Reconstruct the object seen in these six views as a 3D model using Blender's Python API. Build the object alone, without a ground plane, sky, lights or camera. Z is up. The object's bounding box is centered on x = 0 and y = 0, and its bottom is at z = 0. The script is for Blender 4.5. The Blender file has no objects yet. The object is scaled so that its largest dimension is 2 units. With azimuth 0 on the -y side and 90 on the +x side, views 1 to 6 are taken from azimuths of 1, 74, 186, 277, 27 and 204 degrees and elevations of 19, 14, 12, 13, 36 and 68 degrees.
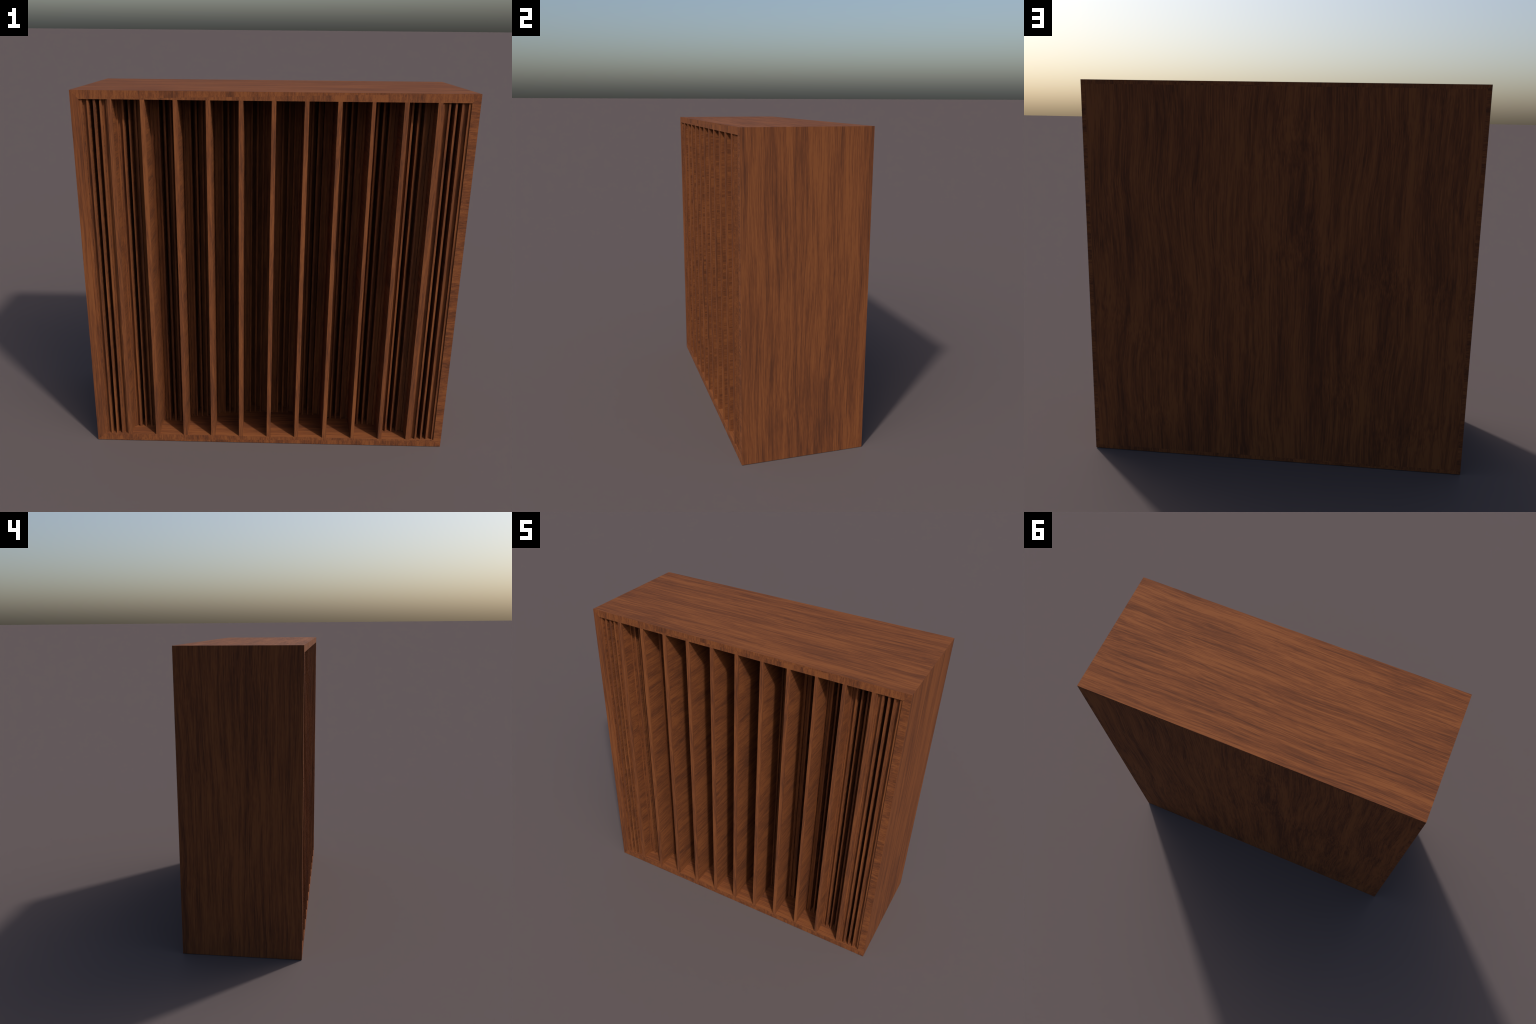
# Wooden acoustic diffuser panel: a mitred cabinet whose front is divided by
# eleven fins into twelve wells; the wells get deeper towards the middle along
# a sine curve, and each well holds a small slatted insert with four slots
# (shallow, deepest, deep, shallow).
import bpy, bmesh, math

# ------------------------------------------------------------------ sizes
W, H, D = 2.0, 2.0, 0.784           # outer width, height, depth
YF, YB = -D / 2, D / 2               # front and back planes
T = 0.0429                           # board thickness
LIP = 0.021                          # board edge left visible at the back
N_WELLS = 12
FIN_T = 0.0222                       # main fin thickness
X_IN = W / 2 - T                     # inner half width
WELL_W = (2 * X_IN - (N_WELLS - 1) * FIN_T) / N_WELLS
PITCH = WELL_W + FIN_T
Z0, Z1 = T, H - T                    # inner floor and ceiling
RECESS, SWING = 0.0060, 0.2536        # well depth = RECESS + SWING*sin
SLAT_T = 0.0098
N_SLATS = 5
SLAT_PITCH = 0.0318
SHALLOW, DEEP, DEEPEST = 0.0160, 0.067, 0.107   # slot depths of an insert
GAP = 0.0003                         # hairline between insert and fin

LIGHT = (0.200, 0.0672, 0.0220)
MID = (0.148, 0.0480, 0.0175)
DARK = (0.088, 0.0305, 0.0140)


# -------------------------------------------------------------- materials
def wood(name, axis, seam=None, lateral=1.0, length=1.0, warp=0.030, contrast=1.08, broad_share=0.6, fibre_share=0.85):
    """Walnut-like grain running along the given axis (0 x, 1 y, 2 z)."""
    m = bpy.data.materials.new(name)
    m.use_nodes = True
    nt = m.node_tree
    nd, lk = nt.nodes, nt.links
    nd.clear()
    out = nd.new("ShaderNodeOutputMaterial")
    bsdf = nd.new("ShaderNodeBsdfPrincipled")
    lk.new(bsdf.outputs[0], out.inputs[0])

    def math_node(op, a, b=None, c=None):
        n = nd.new("ShaderNodeMath")
        n.operation = op
        for i, v in enumerate((a, b, c)):
            if v is None:
                continue
            if isinstance(v, (int, float)):
                n.inputs[i].default_value = v
            else:
                lk.new(v, n.inputs[i])
        return n.outputs[0]

    def vmath(op, a, b):
        n = nd.new("ShaderNodeVectorMath")
        n.operation = op
        for i, v in enumerate((a, b)):
            if isinstance(v, tuple):
                n.inputs[i].default_value = v
            else:
                lk.new(v, n.inputs[i])
        return n.outputs[0]

    def noise(vec, scale, detail, rough=0.5):
        n = nd.new("ShaderNodeTexNoise")
        n.inputs["Scale"].default_value = scale
        n.inputs["Detail"].default_value = detail
        n.inputs["Roughness"].default_value = rough
        lk.new(vec, n.inputs["Vector"])
        return n.outputs["Fac"]

    coord = nd.new("ShaderNodeTexCoord").outputs["Object"]
    info = nd.new("ShaderNodeObjectInfo")
    shift = nd.new("ShaderNodeCombineXYZ")
    for i, k in enumerate((5.3, 7.9, 11.7)):
        lk.new(math_node("MULTIPLY", info.outputs["Random"], k), shift.inputs[i])
    p = vmath("ADD", coord, shift.outputs[0])

    if seam is not None:
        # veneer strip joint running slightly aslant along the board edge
        base, slope = seam
        s = nd.new("ShaderNodeSeparateXYZ")
        lk.new(coord, s.inputs[0])
        line = math_node("MULTIPLY_ADD", s.outputs[0], slope, base)
        step = math_node("GREATER_THAN", s.outputs[2], line)
        off = nd.new("ShaderNodeCombineXYZ")
        lk.new(math_node("MULTIPLY", step, 3.37), off.inputs[0])
        p = vmath("ADD", p, off.outputs[0])

    # slow sideways wander of the grain
    stretch = [2.0, 2.0, 2.0]
    stretch[axis] = 1.15
    wander = nd.new("ShaderNodeTexNoise")
    wander.inputs["Scale"].default_value = 1.0
    wander.inputs["Detail"].default_value = 1.0
    lk.new(vmath("MULTIPLY", p, tuple(stretch)), wander.inputs["Vector"])
    w = vmath("SUBTRACT", wander.outputs["Color"], (0.5, 0.5, 0.5))
    amp = [warp * 2.2] * 3
    amp[axis] = 0.0
    p = vmath("ADD", p, vmath("MULTIPLY", w, tuple(amp)))

    def layer(lat, lng, detail, rough=0.5):
        v = [lat * lateral] * 3
        v[axis] = lng * length
        return noise(vmath("MULTIPLY", p, tuple(v)), 1.0, detail, rough)

    broad = layer(11.0, 1.0, 1.5)
    bands = layer(44.0, 1.2, 3.0, 0.55)
    fibre = layer(150.0, 4.5, 2.5, 0.55)
    pores = layer(380.0, 22.0, 1.0)

    v = math_node("MULTIPLY", broad, broad_share)
    v = math_node("MULTIPLY_ADD", bands, 0.80, v)
    v = math_node("MULTIPLY_ADD", fibre, fibre_share, v)
    v = math_node("MULTIPLY_ADD", pores, 0.35, v)
    mean = 0.5 * (broad_share + 0.80 + fibre_share + 0.35)
    v = math_node("MULTIPLY_ADD", math_node("SUBTRACT", v, mean), 1.65 * contrast, 0.56)

    ramp = nd.new("ShaderNodeValToRGB")
    lk.new(v, ramp.inputs[0])
    e = ramp.color_ramp.elements
    e[0].position, e[0].color = 0.10, DARK + (1,)
    e[1].position, e[1].color = 0.90, LIGHT + (1,)
    mid = e.new(0.52)
    mid.color = MID + (1,)
    lk.new(ramp.outputs[0], bsdf.inputs["Base Color"])
    lk.new(math_node("MULTIPLY_ADD", v, -0.06, 0.84), bsdf.inputs["Roughness"])
    bsdf.inputs["Specular IOR Level"].default_value = 0.14

    bump = nd.new("ShaderNodeBump")
    bump.inputs["Strength"].default_value = 0.08
    bump.inputs["Distance"].default_value = 0.004
    lk.new(fibre, bump.inputs["Height"])
    lk.new(bump.outputs[0], bsdf.inputs["Normal"])
    return m


GRAIN_X = wood("walnut_grain_along_width", 0)
GRAIN_Y = wood("walnut_grain_along_depth", 1, lateral=1.15, length=2.6, warp=0.05,
               contrast=1.0, broad_share=0.55)
GRAIN_Z = wood("walnut_grain_upright", 2)
GRAIN_BACK = wood("walnut_wavy_grain_upright", 2, warp=0.062, broad_share=0.7)
SLAT_WOOD = wood("walnut_slat_grain", 2, length=1.6, warp=0.04)
EDGE_TOP = wood("walnut_top_edge_band", 2, seam=(H - T + 0.0225, 0.025),
                lateral=1.0, length=6.0, warp=0.0, contrast=1.1)
EDGE_BOTTOM = wood("walnut_bottom_edge_band", 2, seam=(0.0200, 0.0185),
                   lateral=1.0, length=6.0, warp=0.0, contrast=1.1)
EDGE_CROSS = wood("walnut_side_edge_band", 0, lateral=1.0, length=6.0, warp=0.0,
                  contrast=1.1)


# --------------------------------------------------------------- geometry
def prism(name, outline, axis, lo, hi, mats, pick):
    """Extrude a 2D outline along an axis. outline holds (a, b) pairs in the
    two remaining axes in ascending order; pick(normal, centre) chooses a slot."""
    rest = [i for i in range(3) if i != axis]
    bm = bmesh.new()
    rings = []
    for c in (lo, hi):
        ring = []
        for a, b in outline:
            co = [0, 0, 0]
            co[axis], co[rest[0]], co[rest[1]] = c, a, b
            ring.append(bm.verts.new(co))
        rings.append(ring)
    n = len(outline)
    bm.faces.new(rings[0])
    bm.faces.new(rings[1])
    for i in range(n):
        j = (i + 1) % n
        bm.faces.new((rings[0][i], rings[0][j], rings[1][j], rings[1][i]))
    return finish(name, bm, mats, pick)


def finish(name, bm, mats, pick):
    bmesh.ops.recalc_face_normals(bm, faces=bm.faces)
    bm.normal_update()
    for f in bm.faces:
        f.material_index = pick(f.normal, f.calc_center_median())
    me = bpy.data.meshes.new(name)
    bm.to_mesh(me)
    bm.free()
    for m in mats:
        me.materials.append(m)
    return me


def put(name, mesh, parent, loc=(0, 0, 0)):
    o = bpy.data.objects.new(name, mesh)
    bpy.context.scene.collection.objects.link(o)
    o.parent = parent
    o.location = loc
    return o


def board(name, side, horizontal, mats, pick):
    """Cabinet board with mitred ends. Its section is an L: full thickness in
    front, a rabbet of LIP thickness at the back that takes the back panel."""
    half = W / 2
    ys = [(YF, T), (YB - 0.030, T), (YB - 0.030, LIP), (YB, LIP), (YB, 0.0), (YF, 0.0)]
    bm = bmesh.new()
    rings = []
    for end in (-1, 1):
        ring = []
        for y, t in ys:
            along = end * (half - t)            # mitre: shorter on the inside
            across = side * (half - t)
            if horizontal:
                co = (along, y, H / 2 + across)
            else:
                co = (across, y, H / 2 + along)
            ring.append(bm.verts.new(co))
        rings.append(ring)
    bm.faces.new(rings[0])
    bm.faces.new(rings[1])
    for i in range(6):
        j = (i + 1) % 6
        bm.faces.new((rings[0][i], rings[0][j], rings[1][j], rings[1][i]))
    return finish(name, bm, mats, pick)


def edge_or_face(n, c):
    return 1 if abs(n.y) > 0.9 else 0


thing = bpy.data.objects.new("acoustic_diffuser_panel", None)
bpy.context.scene.collection.objects.link(thing)
thing["label"] = "square walnut acoustic diffuser with vertical fins and slatted wells"
thing["category"] = "acoustic panel"

put("top_board", board("top_board", 1, True, [GRAIN_X, EDGE_TOP], edge_or_face), thing)
put("bottom_board", board("bottom_board", -1, True, [GRAIN_X, EDGE_BOTTOM], edge_or_face), thing)
put("side_board", board("side_board_upright", -1, False, [GRAIN_Z, GRAIN_Z, EDGE_CROSS],
    lambda n, c: 2 if n.y > 0.9 else (1 if n.y < -0.9 else 0)), thing)
put("side_board", board("side_board_cross", 1, False, [GRAIN_Z, EDGE_CROSS], edge_or_face), thing)

bp = W / 2 - LIP
put("back_panel", prism("back_panel", [(-bp, LIP), (bp, LIP), (bp, H - LIP), (-bp, H - LIP)],
                        1, YB - 0.030, YB, [GRAIN_BACK], lambda n, c: 0), thing)

# main fins: front edge banded, the band wraps a little onto the sides
BAND = 0.011
fin_depth = D - 0.030
hx = FIN_T / 2
THIN_FIN, THIN_T = 9, 0.0178          # one fin is thinner on its left side


def fin(left, right):
    return prism("divider_fin",
                 [(left, 0), (right, 0), (right, BAND), (right, fin_depth),
                  (left, fin_depth), (left, BAND)],
                 2, Z0, Z1, [GRAIN_Y, SLAT_WOOD],
                 lambda n, c: 1 if (abs(n.y) > 0.9 or c.y < BAND) else 0)


fin_mesh, thin_fin_mesh = fin(-hx, hx), fin(hx - THIN_T, hx)
for i in range(1, N_WELLS):
    x = -X_IN + i * PITCH - FIN_T / 2
    put("divider_fin", thin_fin_mesh if i == THIN_FIN else fin_mesh, thing, (x, YF, 0))

# insert of a well: stepped body behind five slats; the steps hide in the slats
hw = WELL_W / 2 - GAP
BODY = 0.115


def insert(extra=0.0):
    s1, s2, s3 = -SLAT_PITCH, 0.0008, SLAT_PITCH
    r = hw + extra
    return prism("well_insert",
                 [(-hw, SHALLOW), (s1, SHALLOW), (s1, DEEPEST), (s2, DEEPEST), (s2, DEEP),
                  (s3, DEEP), (s3, SHALLOW), (r, SHALLOW), (r, BODY), (-hw, BODY)],
                 2, Z0, Z1, [SLAT_WOOD], lambda n, c: 0)


insert_mesh = insert()
WIDER = FIN_T - THIN_T                    # the well beside the thin fin
wide_insert_mesh = insert(WIDER)

# Inserts are not quite centred: they sit alternately a little right and left
# of the middle of their well, so the outer slats are alternately wide and thin.
SHIFT_RIGHT, SHIFT_LEFT = 0.0037, -0.0021
LEFT_LEANING = (1, 3, 5, 7, 9, 10, 11)


def slat_profile(x0, x1):
    return prism("slat", [(x0, 0), (x1, 0), (x1, DEEPEST + 0.004), (x0, DEEPEST + 0.004)],
                 2, Z0, Z1, [SLAT_WOOD, GRAIN_Y],
                 lambda n, c: 1 if abs(n.x) > 0.9 else 0)


st = SLAT_T / 2
inner = slat_profile(-st, st)
outer = {}
for shift in (SHIFT_RIGHT, SHIFT_LEFT):
    reach = hw - 2 * SLAT_PITCH           # from slat centre to the well wall
    outer[shift] = (slat_profile(-reach - shift, st), slat_profile(-st, reach - shift))

wide_outer = slat_profile(-st, hw - 2 * SLAT_PITCH - SHIFT_RIGHT + WIDER)

for i in range(N_WELLS):
    xc = -X_IN + i * PITCH + WELL_W / 2
    depth = RECESS + SWING * math.sin(math.pi * i / (N_WELLS - 1))
    shift = SHIFT_LEFT if i in LEFT_LEANING else SHIFT_RIGHT
    wide = i == THIN_FIN - 1
    ins = put("well_insert", wide_insert_mesh if wide else insert_mesh, thing,
              (xc, YF + depth, 0))
    for k in range(N_SLATS):
        mesh = inner
        if k == 0:
            mesh = outer[shift][0]
        elif k == N_SLATS - 1:
            mesh = wide_outer if wide else outer[shift][1]
        put("slat", mesh, ins, ((k - 2) * SLAT_PITCH + shift, 0, 0))
